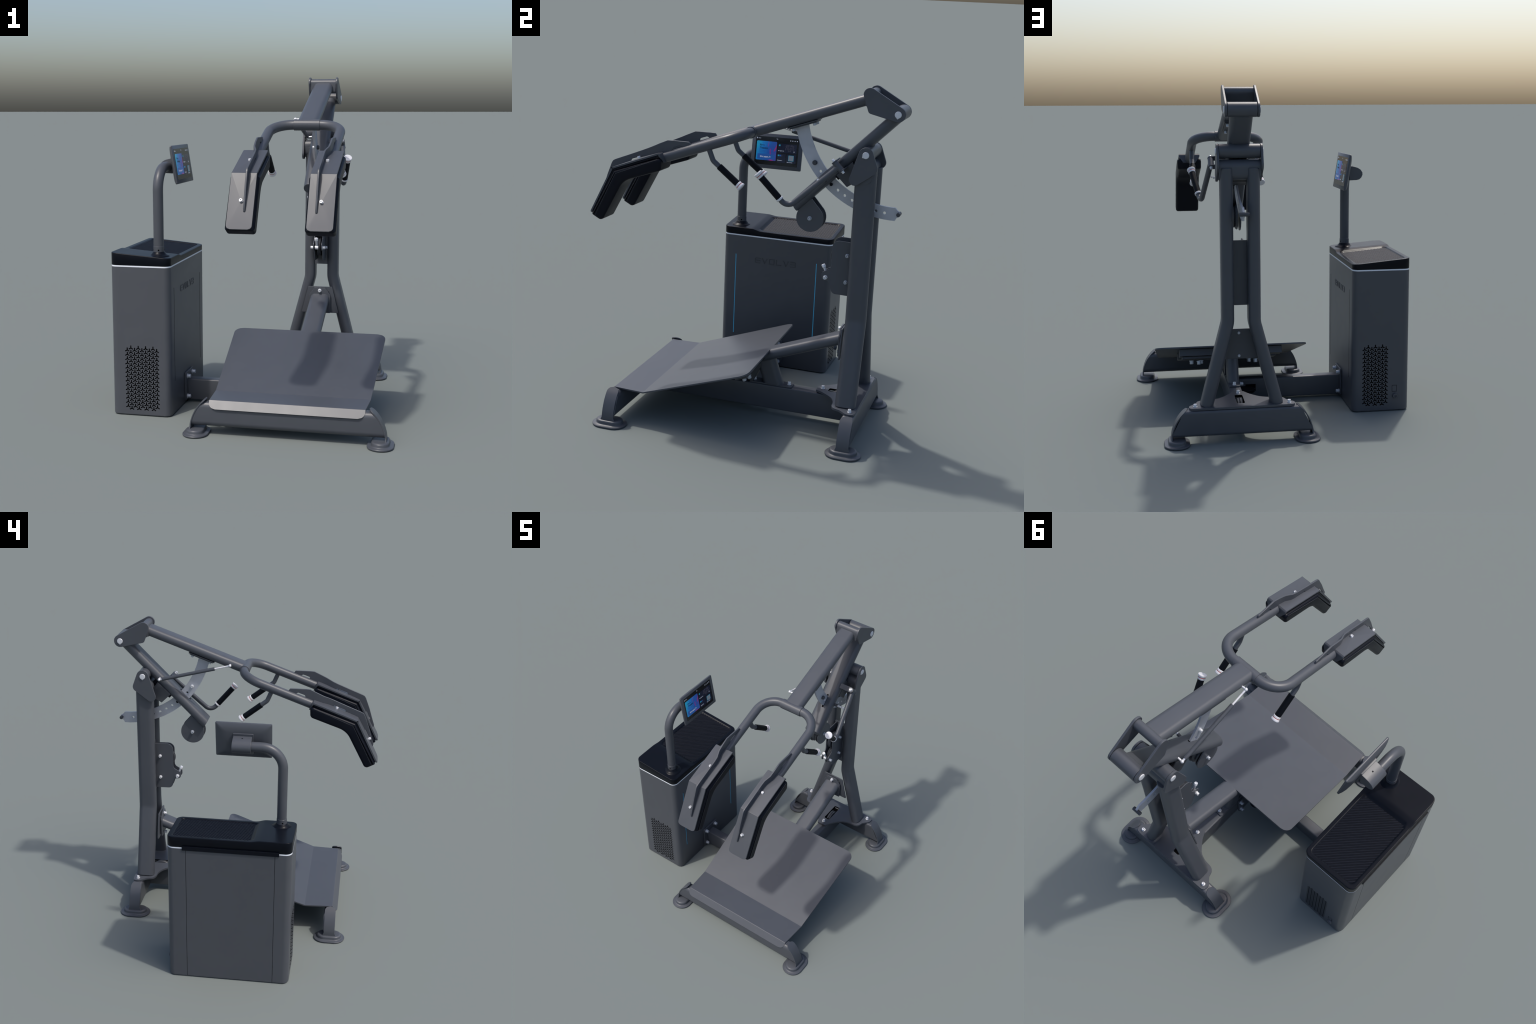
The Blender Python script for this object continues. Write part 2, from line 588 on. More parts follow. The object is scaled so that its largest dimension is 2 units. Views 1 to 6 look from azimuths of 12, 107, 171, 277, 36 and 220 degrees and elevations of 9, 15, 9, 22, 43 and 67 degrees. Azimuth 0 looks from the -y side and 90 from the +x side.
# ================================================================== COLUMNS
for s in (1, -1):
    path = fillet([(XC + s * 0.2015, 0.685, 0.208), (XC + s * 0.075, 0.685, 0.690), (XC + s * 0.075, 0.685, 1.552)], 0.16, 10)
    bm = sweep(new(), path, rrect(0.071, 0.120, 0.0345, 8), up=(0, 1, 0))
    finish("column", bm, PAINT, None, 0.004)
bm = box(new(), 0.2090, 0.2980, 0.648, 0.656, 0.775, 1.1445)
web = finish("column_web", bm, PAINT, None, 0)
# gusset plates joining the columns with the slanted beam
bm = prism(new(), round_poly([(0.130, 0.452), (0.377, 0.452), (0.333, 0.628), (0.174, 0.628)], 0.006), "y", 0.6060, 0.6140)
gus = finish("column_gusset", bm, PAINT, None, 0.001)
bm = prism(new(), round_poly([(0.183, 0.4535), (0.324, 0.4535), (0.324, 0.575), (0.290, 0.622), (0.217, 0.622), (0.183, 0.575)], 0.004), "y", 0.5890, 0.5990)
g2 = finish("beam_flange", bm, PAINT, gus, 0.0015)
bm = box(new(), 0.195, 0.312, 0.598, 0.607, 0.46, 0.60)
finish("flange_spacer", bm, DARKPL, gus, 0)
bolt((XC, 0.589, 0.604), (0, -1, 0), g2)
bolt((XC, 0.589, 0.458), (0, -1, 0), g2)
for z in (0.604, 0.470):
    bm = lathe(new(), [(0.0085, 0), (0.0085, 0.004), (0.006, 0.006), (0, 0.006)], (XC + 0.004, 0.614, z), (0, 1, 0), 20)
    finish("bolt_end", bm, DULL, gus, 0)

# slanted beam up to the foot plate, its post and plate
sl = 0.375
def slz(y):
    return 0.536 + 0.385 * (y - 0.56)
bm = sweep(new(), [(XC, 0.592, slz(0.592)), (XC, 0.150, slz(0.150))], rrect(0.126, 0.064, 0.0305, 8), up=(0, 0, 1),
           end_dirs=((0, 1, 0), (0, 1, -0.35)))
slant = finish("slanted_beam", bm, PAINT, None, 0.003)
bm = sweep(new(), [(XC, 0.196, 0.198), (XC, 0.130, 0.385)], rrect(0.072, 0.118, 0.033, 8), up=(0, 1, 0), end_dirs=((0, 0, 1), (0, -0.35, 1)))
post_s = finish("support_post", bm, PAINT, None, 0.002)
bm = prism(new(), round_poly([(0.220, 0.050), (0.288, 0.050), (0.288, 0.316), (0.220, 0.316)], 0.008), "z", 0.1925, 0.2015)
pp = finish("post_foot_plate", bm, PAINT, post_s, 0.0015)
bolt((XC, 0.293, 0.2015), (0, 0, 1), pp)
bolt((XC, 0.076, 0.2015), (0, 0, 1), pp)
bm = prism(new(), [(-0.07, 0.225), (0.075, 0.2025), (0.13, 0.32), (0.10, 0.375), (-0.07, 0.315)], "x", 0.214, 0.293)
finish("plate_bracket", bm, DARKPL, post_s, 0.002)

# ================================================================== FOOT PLATE
y0, z0, y1, z1 = -0.462, 0.1975, 0.176, 0.4225
fp = fillet([(-0.682, 0.155, 0), (-0.648, 0.198, 0), (y0, z0, 0), (y1, z1, 0)], [0.004, 0.006], 4)
fp = resample([(p.x, p.y) for p in fp], 0.006)


def fp_half(s, t):
    knots = [(0, 0.4335), (0.055, 0.4335), (0.241, 0.444), (t, 0.476)]
    for (a, ha), (b, hb) in zip(knots, knots[1:]):
        if s <= b:
            h = ha + (hb - ha) * (s - a) / max(1e-6, b - a)
            break
    else:
        h = knots[-1][1]
    return corner_half(h, s, t, 0.040, 0.055)


bm = sheet(new(), fp, fp_half, 0.0085, "x", 0.2535, -1)
foot_plate = finish("foot_plate", bm, PAINT, None, 0.001)


def under(name, ya, yb, depth, drop, xa, xb, mat=PAINT):
    """Box channel hanging under the sloping foot plate."""
    t = V((y1 - y0, z1 - z0, 0)).normalized()
    n = V((t.y, -t.x, 0))

    def on(y):
        return V((y, z0 + (z1 - z0) * (y - y0) / (y1 - y0), 0))
    a, b = on(ya) + n * drop, on(yb) + n * drop
    o = [(q.x, q.y) for q in (a, b, b + n * depth, a + n * depth)]
    return finish(name, prism(new(), o, "x", xa, xb), mat, foot_plate, 0.003)


under("cross_channel", 0.025, 0.118, 0.044, 0.0095, -0.066, 0.577)
under("cross_channel", -0.250, -0.155, 0.040, 0.0095, -0.066, 0.577)
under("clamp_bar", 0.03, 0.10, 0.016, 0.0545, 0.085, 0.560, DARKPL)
for x in (0.14, 0.10, 0.44, 0.50, 0.455):
    bolt((x, 0.10 if x in (0.10, 0.455) else 0.085, 0.308), (0.0, 0.35, -0.94), foot_plate, 1.3, mat=DULL)
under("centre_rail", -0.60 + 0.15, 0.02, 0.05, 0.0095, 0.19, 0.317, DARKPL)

# ================================================================== HEAD OF THE COLUMNS
PIV = (0.686, 1.643)
TOP = (0.8375, 1.8685)
for x0, x1 in ((0.3685, 0.3815), (0.1255, 0.1385)):
    bm = prism(new(), hull([(0.686, 1.644, 0.041), (0.6325, 1.504, 0.032), (0.720, 1.571, 0.034)]), "x", x0, x1)
    finish("column_side_plate", bm, PAINT, None, 0.0025, 3)
bm = rod(new(), (0.1395, *PIV), (0.3675, *PIV), 0.0395, 40)
piv = finish("column_pivot_barrel", bm, PAINT, None, 0.002)
bm = sweep(new(), [(0.1385, 0.677, 1.540), (0.3685, 0.677, 1.540)], rrect(0.100, 0.114, 0.040, 8))
finish("column_crosspiece", bm, PAINT, None, 0)


def pivot_cap(x, yz, sgn):
    bm = lathe(new(), [(0.0, 0), (0.0185, 0), (0.0185, 0.0035), (0.0168, 0.0052), (0.0, 0.0058)], (x, *yz), (sgn, 0, 0), 36)
    return finish("pivot_cap", bm, CAPM, piv, 0, angle=40)


def cap_notch(x, yz, sgn, ang):
    p = (x, yz[0] + 0.0168 * math.cos(ang), yz[1] + 0.0168 * math.sin(ang))
    bm = lathe(new(), [(0.0, 0), (0.0062, 0), (0.0062, 0.0028), (0.0052, 0.0036), (0.0, 0.0038)], p, (sgn, 0, 0), 16)
    return finish("cap_tab", bm, CAPM, piv, 0)


for yz, xl, xr in ((PIV, 0.1255, 0.3815), (TOP, 0.1585, 0.3470)):
    pivot_cap(xr, yz, 1)
    pivot_cap(xl, yz, -1)
    cap_notch(xr, yz, 1, math.radians(262 if yz is TOP else 215))
    cap_notch(xl, yz, -1, math.radians(-90))

# stop block with rubber buffer below the lever
d45 = V((0, -0.7071, -0.7071))
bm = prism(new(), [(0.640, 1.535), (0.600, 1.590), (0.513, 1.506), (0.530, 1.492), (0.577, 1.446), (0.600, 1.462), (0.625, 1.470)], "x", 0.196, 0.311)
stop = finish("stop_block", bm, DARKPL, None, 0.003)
bm = prism(new(), [(0.607, 1.6135), (0.5185, 1.525), (0.499, 1.5055), (0.5245, 1.480), (0.613, 1.5685), (0.632, 1.588)], "x", 0.203, 0.304)
finish("stop_buffer", bm, LID, stop, 0.003)

# ================================================================== LEVER (45 degrees)
OBR = rrect(0.125, 0.066, 0.0322, 8)
bm = sweep(new(), [(XC, 0.823, 1.8505), (XC, 0.2775, 1.3055)], OBR, up=(0, 0, 1), end_dirs=(None, (0, -0.86, -0.5)))
lever = finish("lever_beam", bm, PAINT, None, 0.003)
bm = rod(new(), (0.1735, *TOP), (0.3325, *TOP), 0.0400, 40)
finish("lever_head_barrel", bm, PAINT, lever, 0.002)
# black inlays on the lever standing in for the arc slot
for ctr, sg in (((0.4455, 1.4730), 1), ((0.4455, 1.4730), -1)):
    n45 = V((0, -0.7071, 0.7071)) * sg
    p = V((0.2535, *ctr)) + n45 * 0.0326 + V((0, 0, 0.0))
    bm = prism(new(), rrect(0.0135, 0.100, 0.0066, 8), "z", 0, 0.0010)
    M = Matrix((V((1, 0, 0)), V((0, 0.7071, 0.7071)), n45)).transposed().to_4x4()
    M.translation = p
    finish("lever_black_inlay", bm, BLACK, lever, 0, matrix=M)

# pulley fork under the lever end
PC = (0.3705, 1.243)
fork = hull([(PC[0], PC[1], 0.0795), (0.3750, 1.352, 0.004), (0.310, 1.288, 0.004)])
for x0, x1 in ((0.2180, 0.2250), (0.2830, 0.2900)):
    bm = prism(new(), fork, "x", x0, x1)
    finish("pulley_cheek", bm, PAINT, lever, 0.001)
bm = lathe(new(), [(0.012, 0), (0.072, 0), (0.0745, 0.003), (0.070, 0.010), (0.058, 0.018), (0.070, 0.026), (0.0745, 0.033), (0.072, 0.036), (0.012, 0.036)], (0.236, *PC), (1, 0, 0), 48)
finish("lever_pulley", bm, DARKPL, lever, 0, angle=45)
bolt((0.290, *PC), (1, 0, 0), lever, 1.0, mat=DULL)
bolt((0.218, *PC), (-1, 0, 0), lever, 1.0, mat=DULL)

# ================================================================== LINK HEAD AND PRESS BEAM
for x0, x1 in ((0.3345, 0.3470), (0.1585, 0.1710)):
    bm = prism(new(), hull([(0.6790, 1.9640, 0.0360), (TOP[0], TOP[1], 0.0405), (0.6925, 1.8815, 0.0200)]), "x", x0, x1)
    finish("link_plate", bm, PAINT, None, 0.0025, 3)
bm = prism(new(), hull([(0.6795, 1.9625, 0.0270), (0.6660, 1.9120, 0.014)]), "x", 0.1715, 0.3340)
finish("link_crossbar", bm, PAINT, None, 0)
SLP = 0.355
def bz(y):
    return 1.6985 + SLP * y
bm = sweep(new(), [(XC, 0.668, bz(0.668)), (XC, 0.022, bz(0.022))], rrect(0.126, 0.062, 0.030, 8), up=(0, 0, 1), end_dirs=((0, 1, 0.1), (0, 1, 0.3)))
press = finish("press_beam", bm, PAINT, None, 0.002)

# U-shaped yoke
hx = 0.2085
ty = 0.012
path = fillet([(XC + hx, -0.472, bz(-0.472)), (XC + hx, ty, bz(ty)), (XC - hx, ty, bz(ty)), (XC - hx, -0.472, bz(-0.472))], 0.128, 20)
bm = sweep(new(), path, circle(0.0292, 32))
yoke = finish("yoke_tube", bm, PAINT, None, 0.002)
bm = lathe(new(), [(0.0296, 0), (0.0335, 0), (0.0335, 0.154), (0.0296, 0.154)], (0.1755, ty, bz(ty)), (1, 0, 0), 40)
finish("yoke_sleeve", bm, PAINT, yoke, 0.0012)

# adjuster mount under the press beam
t = V((0, 1, SLP)).normalized()
nrm = V((0, -t.z, t.y))
def along(y, off):
    return V((0, y, bz(y))) + nrm * off
for off0, off1, ya, yb, hw in ((-0.0310, -0.0375, 0.206, 0.376, 0.052), (-0.0382, -0.0445, 0.214, 0.368, 0.046)):
    o = [(q.y, q.z) for q in (along(ya, off0), along(yb, off0), along(yb, off1), along(ya, off1))]
    bm = prism(new(), o, "x", XC - hw, XC + hw)
    mount = finish("adjuster_mount", bm, DARKPL, press, 0.001)
for ya in (0.232, 0.350):
    for x in (XC - 0.030, XC + 0.030):
        p = along(ya, -0.0445)
        bm = lathe(new(), [(0.0105, 0), (0.0105, 0.002), (0.0095, 0.0022), (0.0095, 0.0125), (0.008, 0.014), (0, 0.014)], (x, p.y, p.z), -nrm, 6)
        finish("hex_bolt", bm, DULL, mount, 0)

# ================================================================== ADJUSTER ARC with holes
AR, AW = 0.557, 0.0368
angs = [-0.5 + i * 91.5 / 60 for i in range(61)]
a_start, a_end = 11.0, 91.0
N = 64
outer, inner = [], []
for i in range(N + 1):
    a = math.radians(a_start + (a_end - a_start) * i / N)
    # angle measured from -y towards -z about the top pivot
    c, s_ = math.cos(a), math.sin(a)
    outer.append((TOP[0] - (AR + AW) * c, TOP[1] - (AR + AW) * s_))
    inner.append((TOP[0] - (AR - AW) * c, TOP[1] - (AR - AW) * s_))
tail = [(0.858, 1.293), (0.870, 1.298), (0.870, 1.328), (0.860, 1.333)]
outline = outer + tail + inner[::-1]
bm = prism(new(), outline, "x", 0.2465, 0.2580)
arc = finish("adjuster_arc", bm, ARC, None, 0)
holes = [39.9, 44.8, 49.7, 54.7, 59.7, 64.7, 69.7, 74.7, 79.9, 84.9]
bm = new()
for a in holes:
    a = math.radians(a)
    rod(bm, (0.23, TOP[0] - AR * math.cos(a), TOP[1] - AR * math.sin(a)), (0.275, TOP[0] - AR * math.cos(a), TOP[1] - AR * math.sin(a)), 0.0085, 20)
boolean(arc, finish("hole_tool", bm, ARC, None, 0))
a = math.radians(33.9)
hp = (TOP[0] - AR * math.cos(a), TOP[1] - AR * math.sin(a))
bm = lathe(new(), [(0.0, 0), (0.0135, 0), (0.0135, 0.010), (0.011, 0.014), (0.0, 0.0145)], (0.258, *hp), (1, 0, 0), 28)
finish("stop_button", bm, DARKPL, arc, 0, angle=40)
bolt((0.2465, *hp), (-1, 0, 0), arc)
a = math.radians(49.7)
hp = (TOP[0] - AR * math.cos(a), TOP[1] - AR * math.sin(a))
bm = rod(new(), (0.240, *hp), (0.268, *hp), 0.0088, 20)
finish("locking_pin", bm, LID, arc, 0)
bm = lathe(new(), [(0.009, 0), (0.0112, 0.002), (0.0112, 0.052), (0.009, 0.054)], (0.2225, 0.868, 1.3130), (1, 0, 0), 24)
finish("arc_stop_pin", bm, DARKPL, arc, 0, angle=40)

# ================================================================== GAS SPRING
ga, gb = V((0.1655, 0.108, 1.7345)), V((0.1655, 0.583, 1.6155))
gd = (ga - gb).normalized()
gm = gb + gd * ((V((0.166, 0.208, 1.708)) - gb).length)
bm = rod(new(), gb + gd * 0.022, gm, 0.0118, 24)
gas = finish("gas_spring", bm, PAINT, None, 0.002)
bm = new()
rod(bm, gm, ga, 0.0052, 16)
finish("gas_spring_rod", bm, WHITE, gas, 0)
for p, q in ((ga, (0.199, ga.y, ga.z)), (gb, (0.199, gb.y, gb.z + 0.004))):
    bm = new()
    lathe(bm, [(0, -0.0105), (0.006, -0.0085), (0.0096, -0.004), (0.0105, 0), (0.0096, 0.004), (0.006, 0.0085), (0, 0.0105)], p, gd, 20)
    rod(bm, p, q, 0.006, 16)
    s = gd if p is gb else -gd
    rod(bm, p, p + s * 0.026, 0.006, 16)
    finish("ball_joint", bm, CHROME, gas, 0, angle=45)

# ================================================================== SHOULDER PADS
def pad_arm(xc, s):
    """xc: pad centre; s: +1 for the pad whose fin leans towards -x."""
    ctr = [(-0.4310, 1.5170), (-0.4545, 1.5735), (-0.7475, 1.4650), (-0.8880, 1.1860)]
    pth = fillet([(*c, 0) for c in ctr], [0.012, 0.004], 6)
    pth = resample([(p.x, p.y) for p in pth], 0.005)

    def half(a, t_):
        k = 0.068
        if a < 0.048:
            k = 0.040 + 0.028 * min(1, (a / 0.042))
        return corner_half(k, a, t_, 0, 0.022)
    bm = sheet(new(), pth, half, 0.0095, "x", xc, 1)
    plate = finish("pad_plate", bm, PAINT, None, 0.0015, 2)
    # shallow cones added over the flat sheet, imitating shading creases around each bolt
    for p0, p1, w, bolt_at in (((-0.4600, 1.5715), (-0.7460, 1.4655), 0.0665, 0.52), ((-0.7490, 1.4625), (-0.8870, 1.1880), 0.0665, 0.51)):
        e0, e1 = V((0, *p0)), V((0, *p1))
        u = e1 - e0
        nn = V((0, -u.z, u.y)).normalized()
        nn = nn if nn.z > 0 else -nn
        apex = e0 + u * bolt_at + nn * 0.0048
        bm = new()
        low = p1[1] < 1.3
        rim = []
        L_ = u.length
        corners = rrect(2 * w, L_, 0.003 if not low else 0.003, 3)
        if low:
            corners = round_poly([(-w, -L_ / 2), (w, -L_ / 2), (w, L_ / 2), (-w, L_ / 2)], [0.001, 0.001, 0.021, 0.021], 6)
        loops = []
        for f in (0.0, 0.12, 0.93):
            loops.append([])
            for a, b in corners:
                q = V((xc + a, 0, 0)) + e0 + u * (b / L_ + 0.5)
                q = q.lerp(V((xc, 0, 0)) + apex, f)
                loops[-1].append(bm.verts.new(q + nn * 0.0003))
        for l0, l1 in zip(loops, loops[1:]):
            for k in range(len(l0)):
                bm.faces.new((l0[k], l0[(k + 1) % len(l0)], l1[(k + 1) % len(l0)], l1[k]))
        bm.faces.new(loops[-1])
        bm.faces.ensure_lookup_table()
        finish("pad_shading_cone", bm, PAINT, plate, 0, angle=60)
    # backing board and cushion as extruded profiles
    def offset(c, d):
        pts = [V((*q, 0)) for q in c]
        out = []
        for i, p in enumerate(pts):
            t0 = (pts[max(i, 1)] - pts[max(i, 1) - 1]).normalized()
            t1 = (pts[min(i + 1, len(pts) - 1)] - pts[min(i, len(pts) - 2)]).normalized()
            n0, n1 = V((-t0.y, t0.x, 0)), V((-t1.y, t1.x, 0))
            b = (n0 + n1).normalized()
            out.append(p + b * (d / max(0.4, b.dot(n0))))
        return [(q.x, q.y) for q in out]
    top = [(-0.4620, 1.5705), (-0.7475, 1.4650), (-0.8830, 1.1960)]
    a0, a1 = offset(top, 0.0105), offset(top, 0.0225)
    bm = prism(new(), a0 + a1[::-1], "x", xc - 0.0650, xc + 0.0650)
    finish("pad_board", bm, PAD, plate, 0.003)
    c0 = offset([(-0.4450, 1.5710), (-0.7475, 1.4650), (-0.8900, 1.1830)], 0.0215)
    prof = [c0[0], c0[1], c0[2], (-0.8090, 1.1440), (-0.6767, 1.3930), (-0.4420, 1.4740)]
    prof[2] = (-0.8745, 1.1790)
    prof = round_poly(prof, [0.020, 0.004, 0.010, 0.024, 0.125, 0.026], 8)
    prof = [(p.x, p.y) for p in (V((*q, 0)) for q in prof)]
    n_ = len(prof)
    area = sum(prof[k][0] * prof[(k + 1) % n_][1] - prof[(k + 1) % n_][0] * prof[k][1] for k in range(n_))
    sg_ = 1 if area > 0 else -1

    def shrink(d):
        out = []
        for k in range(n_):
            p0, p1, p2 = (V((*prof[(k + e) % n_], 0)) for e in (-1, 0, 1))
            t0, t1 = (p1 - p0).normalized(), (p2 - p1).normalized()
            b = (V((-t0.y, t0.x, 0)) + V((-t1.y, t1.x, 0))) * sg_
            b.normalize()
            out.append((p1 + b * d))
        return out
    rr = 0.016
    bm = new()
    rows = []
    for k in range(-6, 7):
        a = math.radians(15 * abs(k))
        w = 0.0785 - rr + rr * math.sin(a) if k else None
    steps = [(0.0785 - rr * (1 - math.sin(math.radians(15 * k))), rr * (1 - math.cos(math.radians(15 * k)))) for k in range(7)]
    for w, d in [(-w, d) for w, d in steps[::-1]] + steps:
        rows.append([bm.verts.new((xc + w, p.x, p.y)) for p in shrink(d)])
    for p, q in zip(rows, rows[1:]):
        for k in range(n_):
            bm.faces.new((p[k], p[(k + 1) % n_], q[(k + 1) % n_], q[k]))
    bm.faces.new(rows[0])
    bm.faces.new(rows[-1])
    finish("pad_cushion", bm, PAD, plate, 0, angle=40)
    seam = offset([(-0.478, 1.5735), (-0.7475, 1.4650), (-0.8830, 1.1960)], 0.040)
    bm = new()
    for sx in (-0.0783, 0.0783):
        sweep(bm, [(xc + sx, *p) for p in seam[:2]], circle(0.0008, 8))
        sweep(bm, [(xc + sx, *p) for p in seam[1:]], circle(0.0008, 8))
    finish("pad_seam", bm, DARKPL, plate, 0)
    # stiffening fin: stations (bottom, top, sideways shift)
    st = [((-0.293, 1.6235), (-0.296, 1.630), 0.000), ((-0.300, 1.620), (-0.303, 1.640), 0.000), ((-0.336, 1.606), (-0.340, 1.6405), 0.000),
          ((-0.356, 1.615), (-0.366, 1.6405), 0.000), ((-0.399, 1.600), (-0.405, 1.6405), 0.000), ((-0.406, 1.5740), (-0.431, 1.6395), 0.000),
          ((-0.470, 1.5640), (-0.478, 1.6190), 0.001), ((-0.512, 1.5490), (-0.521, 1.5985), 0.004), ((-0.550, 1.5350), (-0.562, 1.5805), 0.019),
          ((-0.578, 1.5255), (-0.590, 1.5690), 0.021), ((-0.590, 1.5340), (-0.602, 1.5640), 0.021), ((-0.662, 1.5090), (-0.674, 1.5350), 0.021),
          ((-0.670, 1.4920), (-0.684, 1.5310), 0.021), ((-0.7475, 1.4640), (-0.767, 1.4985), 0.021), ((-0.752, 1.4560), (-0.781, 1.4900), 0.021),
          ((-0.760, 1.4410), (-0.789, 1.4770), 0.021), ((-0.790, 1.3810), (-0.817, 1.4050), 0.021), ((-0.800, 1.3820), (-0.826, 1.3760), 0.021),
          ((-0.824, 1.3300), (-0.840, 1.3320), 0.021), ((-0.837, 1.2860), (-0.855, 1.2870), 0.021), ((-0.845, 1.2700), (-0.852, 1.2720), 0.021)]
    bm = new()
    rows = []
    for b, tt, sh in st:
        x = xc - s * (sh + 0.001)
        rows.append([bm.verts.new((x + w, *p)) for w, p in ((-0.005, b), (0.005, b), (0.005, tt), (-0.005, tt))])
    for p, q in zip(rows, rows[1:]):
        for j in range(4):
            bm.faces.new((p[j], p[(j + 1) % 4], q[(j + 1) % 4], q[j]))
    bm.faces.new(rows[0][::-1])
    bm.faces.new(rows[-1])
    finish("pad_fin", bm, PAINT, plate, 0.0025, 2)
    n1 = V((0, -0.348, 0.937))
    n2 = V((0, -0.893, 0.450))
    bolt((xc, -0.605, 1.5165), n1, plate, 0.95)
    bolt((xc, -0.8205, 1.3250), n2, plate, 0.95)
    return plate


pad_arm(0.4615, 1)
pad_arm(0.0440, -1)

# ================================================================== HAND GRIPS
def grip(parent, p, d, length, ring_low=False):
    """Rubber sleeve from p along d, closed by a white collar with a red line."""
    p, d = V(p), V(d).normalized()
    bm = lathe(new(), [(0.0145, 0), (0.0188, 0), (0.0188, length), (0.0145, length)], p, d, 32)
    g = finish("grip_sleeve", bm, GRIP, parent, 0.0012)
    e = p + d * length
    bm = lathe(new(), [(0.0, 0.0), (0.0200, 0.0), (0.0212, 0.0015), (0.0212, 0.0115), (0.0, 0.0115)], e, d, 32)
    finish("grip_collar", bm, WHITE, g, 0, angle=40)
    bm = lathe(new(), [(0.0, 0), (0.0214, 0), (0.0214, 0.0035), (0.0, 0.0035)], e + d * 0.0114, d, 32)
    finish("grip_red_line", bm, RED, g, 0, angle=40)
    bm = lathe(new(), [(0.0, 0), (0.0212, 0), (0.0232, 0.0040), (0.0250, 0.0095), (0.0252, 0.0125), (0.0242, 0.0148), (0.0215, 0.0156), (0.0082, 0.0150), (0.0078, 0.0138), (0.0048, 0.0138), (0.0044, 0.0150), (0.0, 0.0150)], e + d * 0.0147, d, 32)
    finish("grip_end_cap", bm, WHITE, g, 0, angle=50)
    if ring_low:
        bm = lathe(new(), [(0.0, 0), (0.0200, 0), (0.0212, 0.0015), (0.0212, 0.0100), (0.0200, 0.0115), (0.0, 0.0115)], p - d * 0.0115, d, 32)
        finish("grip_collar", bm, WHITE, g, 0, angle=40)
    return g


for s in (1, -1):
    x = XC + s * 0.2090
    d = V((0, 0.140, -0.1095)).normalized()
    pc = V((x, -0.1560, 1.5485))
    path = fillet([(x, -0.189, 1.6280), pc, pc + d * 0.21], 0.035, 10)
    bm = sweep(new(), path, circle(0.0148, 24), up=(1, 0, 0))
    h = finish("grip_tube", bm, PAINT, yoke, 0)
    gs = pc + d * 0.047
    grip(h, gs, d, 0.142)

# locking handle beside the lever
c0 = V((0.398, 0.548, 1.5720))
c1 = V((0.439, 0.279, 1.3235))
c2 = V((0.485, 0.110, 1.5120))
path = fillet([c0, c1, c2 - (c2 - c1) * 0.06], 0.050, 12)
bm = sweep(new(), path, circle(0.0158, 24), up=(1, 0, 0))
handle = finish("locking_handle", bm, PAINT, None, 0.002)
d = (c2 - c1).normalized()
gs = c1 + d * 0.071
grip(handle, gs, d, (c2 - gs).length - 0.034, True)
# hinge: two ears and a sleeve
hn = V((0, -0.7071, 0.7071))
hl = V((0, 0.7071, 0.7071))
hc = V((0.398, 0.5415, 1.5730))
bm = rod(new(), hc - hn * 0.028, hc + hn * 0.028, 0.0165, 24)
finish("hinge_sleeve", bm, PAINT, handle, 0.001)
for sg in (1, -1):
    bm = prism(new(), [(x - 0.398, y) for x, y in hull([(0.398, 0, 0.0175), (0.318, 0.012, 0.006), (0.318, -0.012, 0.006)])], "z", 0, 0.006)
    M = Matrix(((1, 0, 0, 0), (0, hl.y, hn.y, 0), (0, hl.z, hn.z, 0), (0, 0, 0, 1)))
    M.translation = hc + hn * (0.0285 if sg > 0 else -0.0345)
    finish("hinge_ear", bm, PAINT, handle, 0.001, matrix=M)
    bolt(hc + hn * (0.0345 if sg > 0 else -0.0345), hn * sg, handle, 0.85)
# spring plunger between handle and lever
bm = new()
rod(bm, (0.312, 0.452, 1.470), (0.345, 0.448, 1.474), 0.010, 18)
finish("plunger_housing", bm, DARKPL, handle, 0.001)
bm = new()
for i in range(5):
    rod(bm, (0.345 + i * 0.012, 0.448 - i * 0.003, 1.474 + i * 0.003), (0.353 + i * 0.012, 0.446 - i * 0.003, 1.476 + i * 0.003), 0.0075 if i % 2 == 0 else 0.0045, 16)
finish("plunger_spring", bm, CHROME, handle, 0)

# ================================================================== CABLE PULLEY CHEEKS BETWEEN THE COLUMNS
def smooth01(t_):
    t_ = min(1, max(0, t_))
    return t_ * t_ * (3 - 2 * t_)


o = [(0.649, 1.140), (0.511, 1.143), (0.511, 0.965), (0.458, 0.934), (0.458, 0.888), (0.500, 0.888), (0.524, 0.815), (0.649, 0.812)]
o = round_poly(o, [0, 0.042, 0.030, 0.012, 0.022, 0.020, 0.030, 0], 8)
for x0, x1 in ((0.2250, 0.2310), (0.2780, 0.2840)):
    oo = [(q[0], q[1] - (0.012 if x0 > 0.25 else 0.0) * smooth01((q[1] - 1.0) / 0.1)) for q in o]
    bm = prism(new(), oo, "x", x0, x1)
    ch = finish("cable_cheek", bm, PAINT, None, 0.001)
    sg = 1 if x0 > 0.25 else -1
    for yz in ((0.601, 1.0495), (0.601, 0.8930), (0.481, 0.9075)):
        bolt((x1 if sg > 0 else x0, *yz), (sg, 0, 0), ch, 0.95 if yz[0] > 0.5 else 1.05, mat=DULL if (sg > 0 and yz[0] > .5) else CHROME)
bm = new()
for zc in (1.035, 0.905):
    lathe(bm, [(0.012, 0), (0.060, 0), (0.063, 0.003), (0.055, 0.012), (0.063, 0.021), (0.060, 0.024), (0.012, 0.024)], (0.2435, 0.563, zc), (1, 0, 0), 40)
finish("cable_pulley_pair", bm, DARKPL, ch, 0, angle=45)
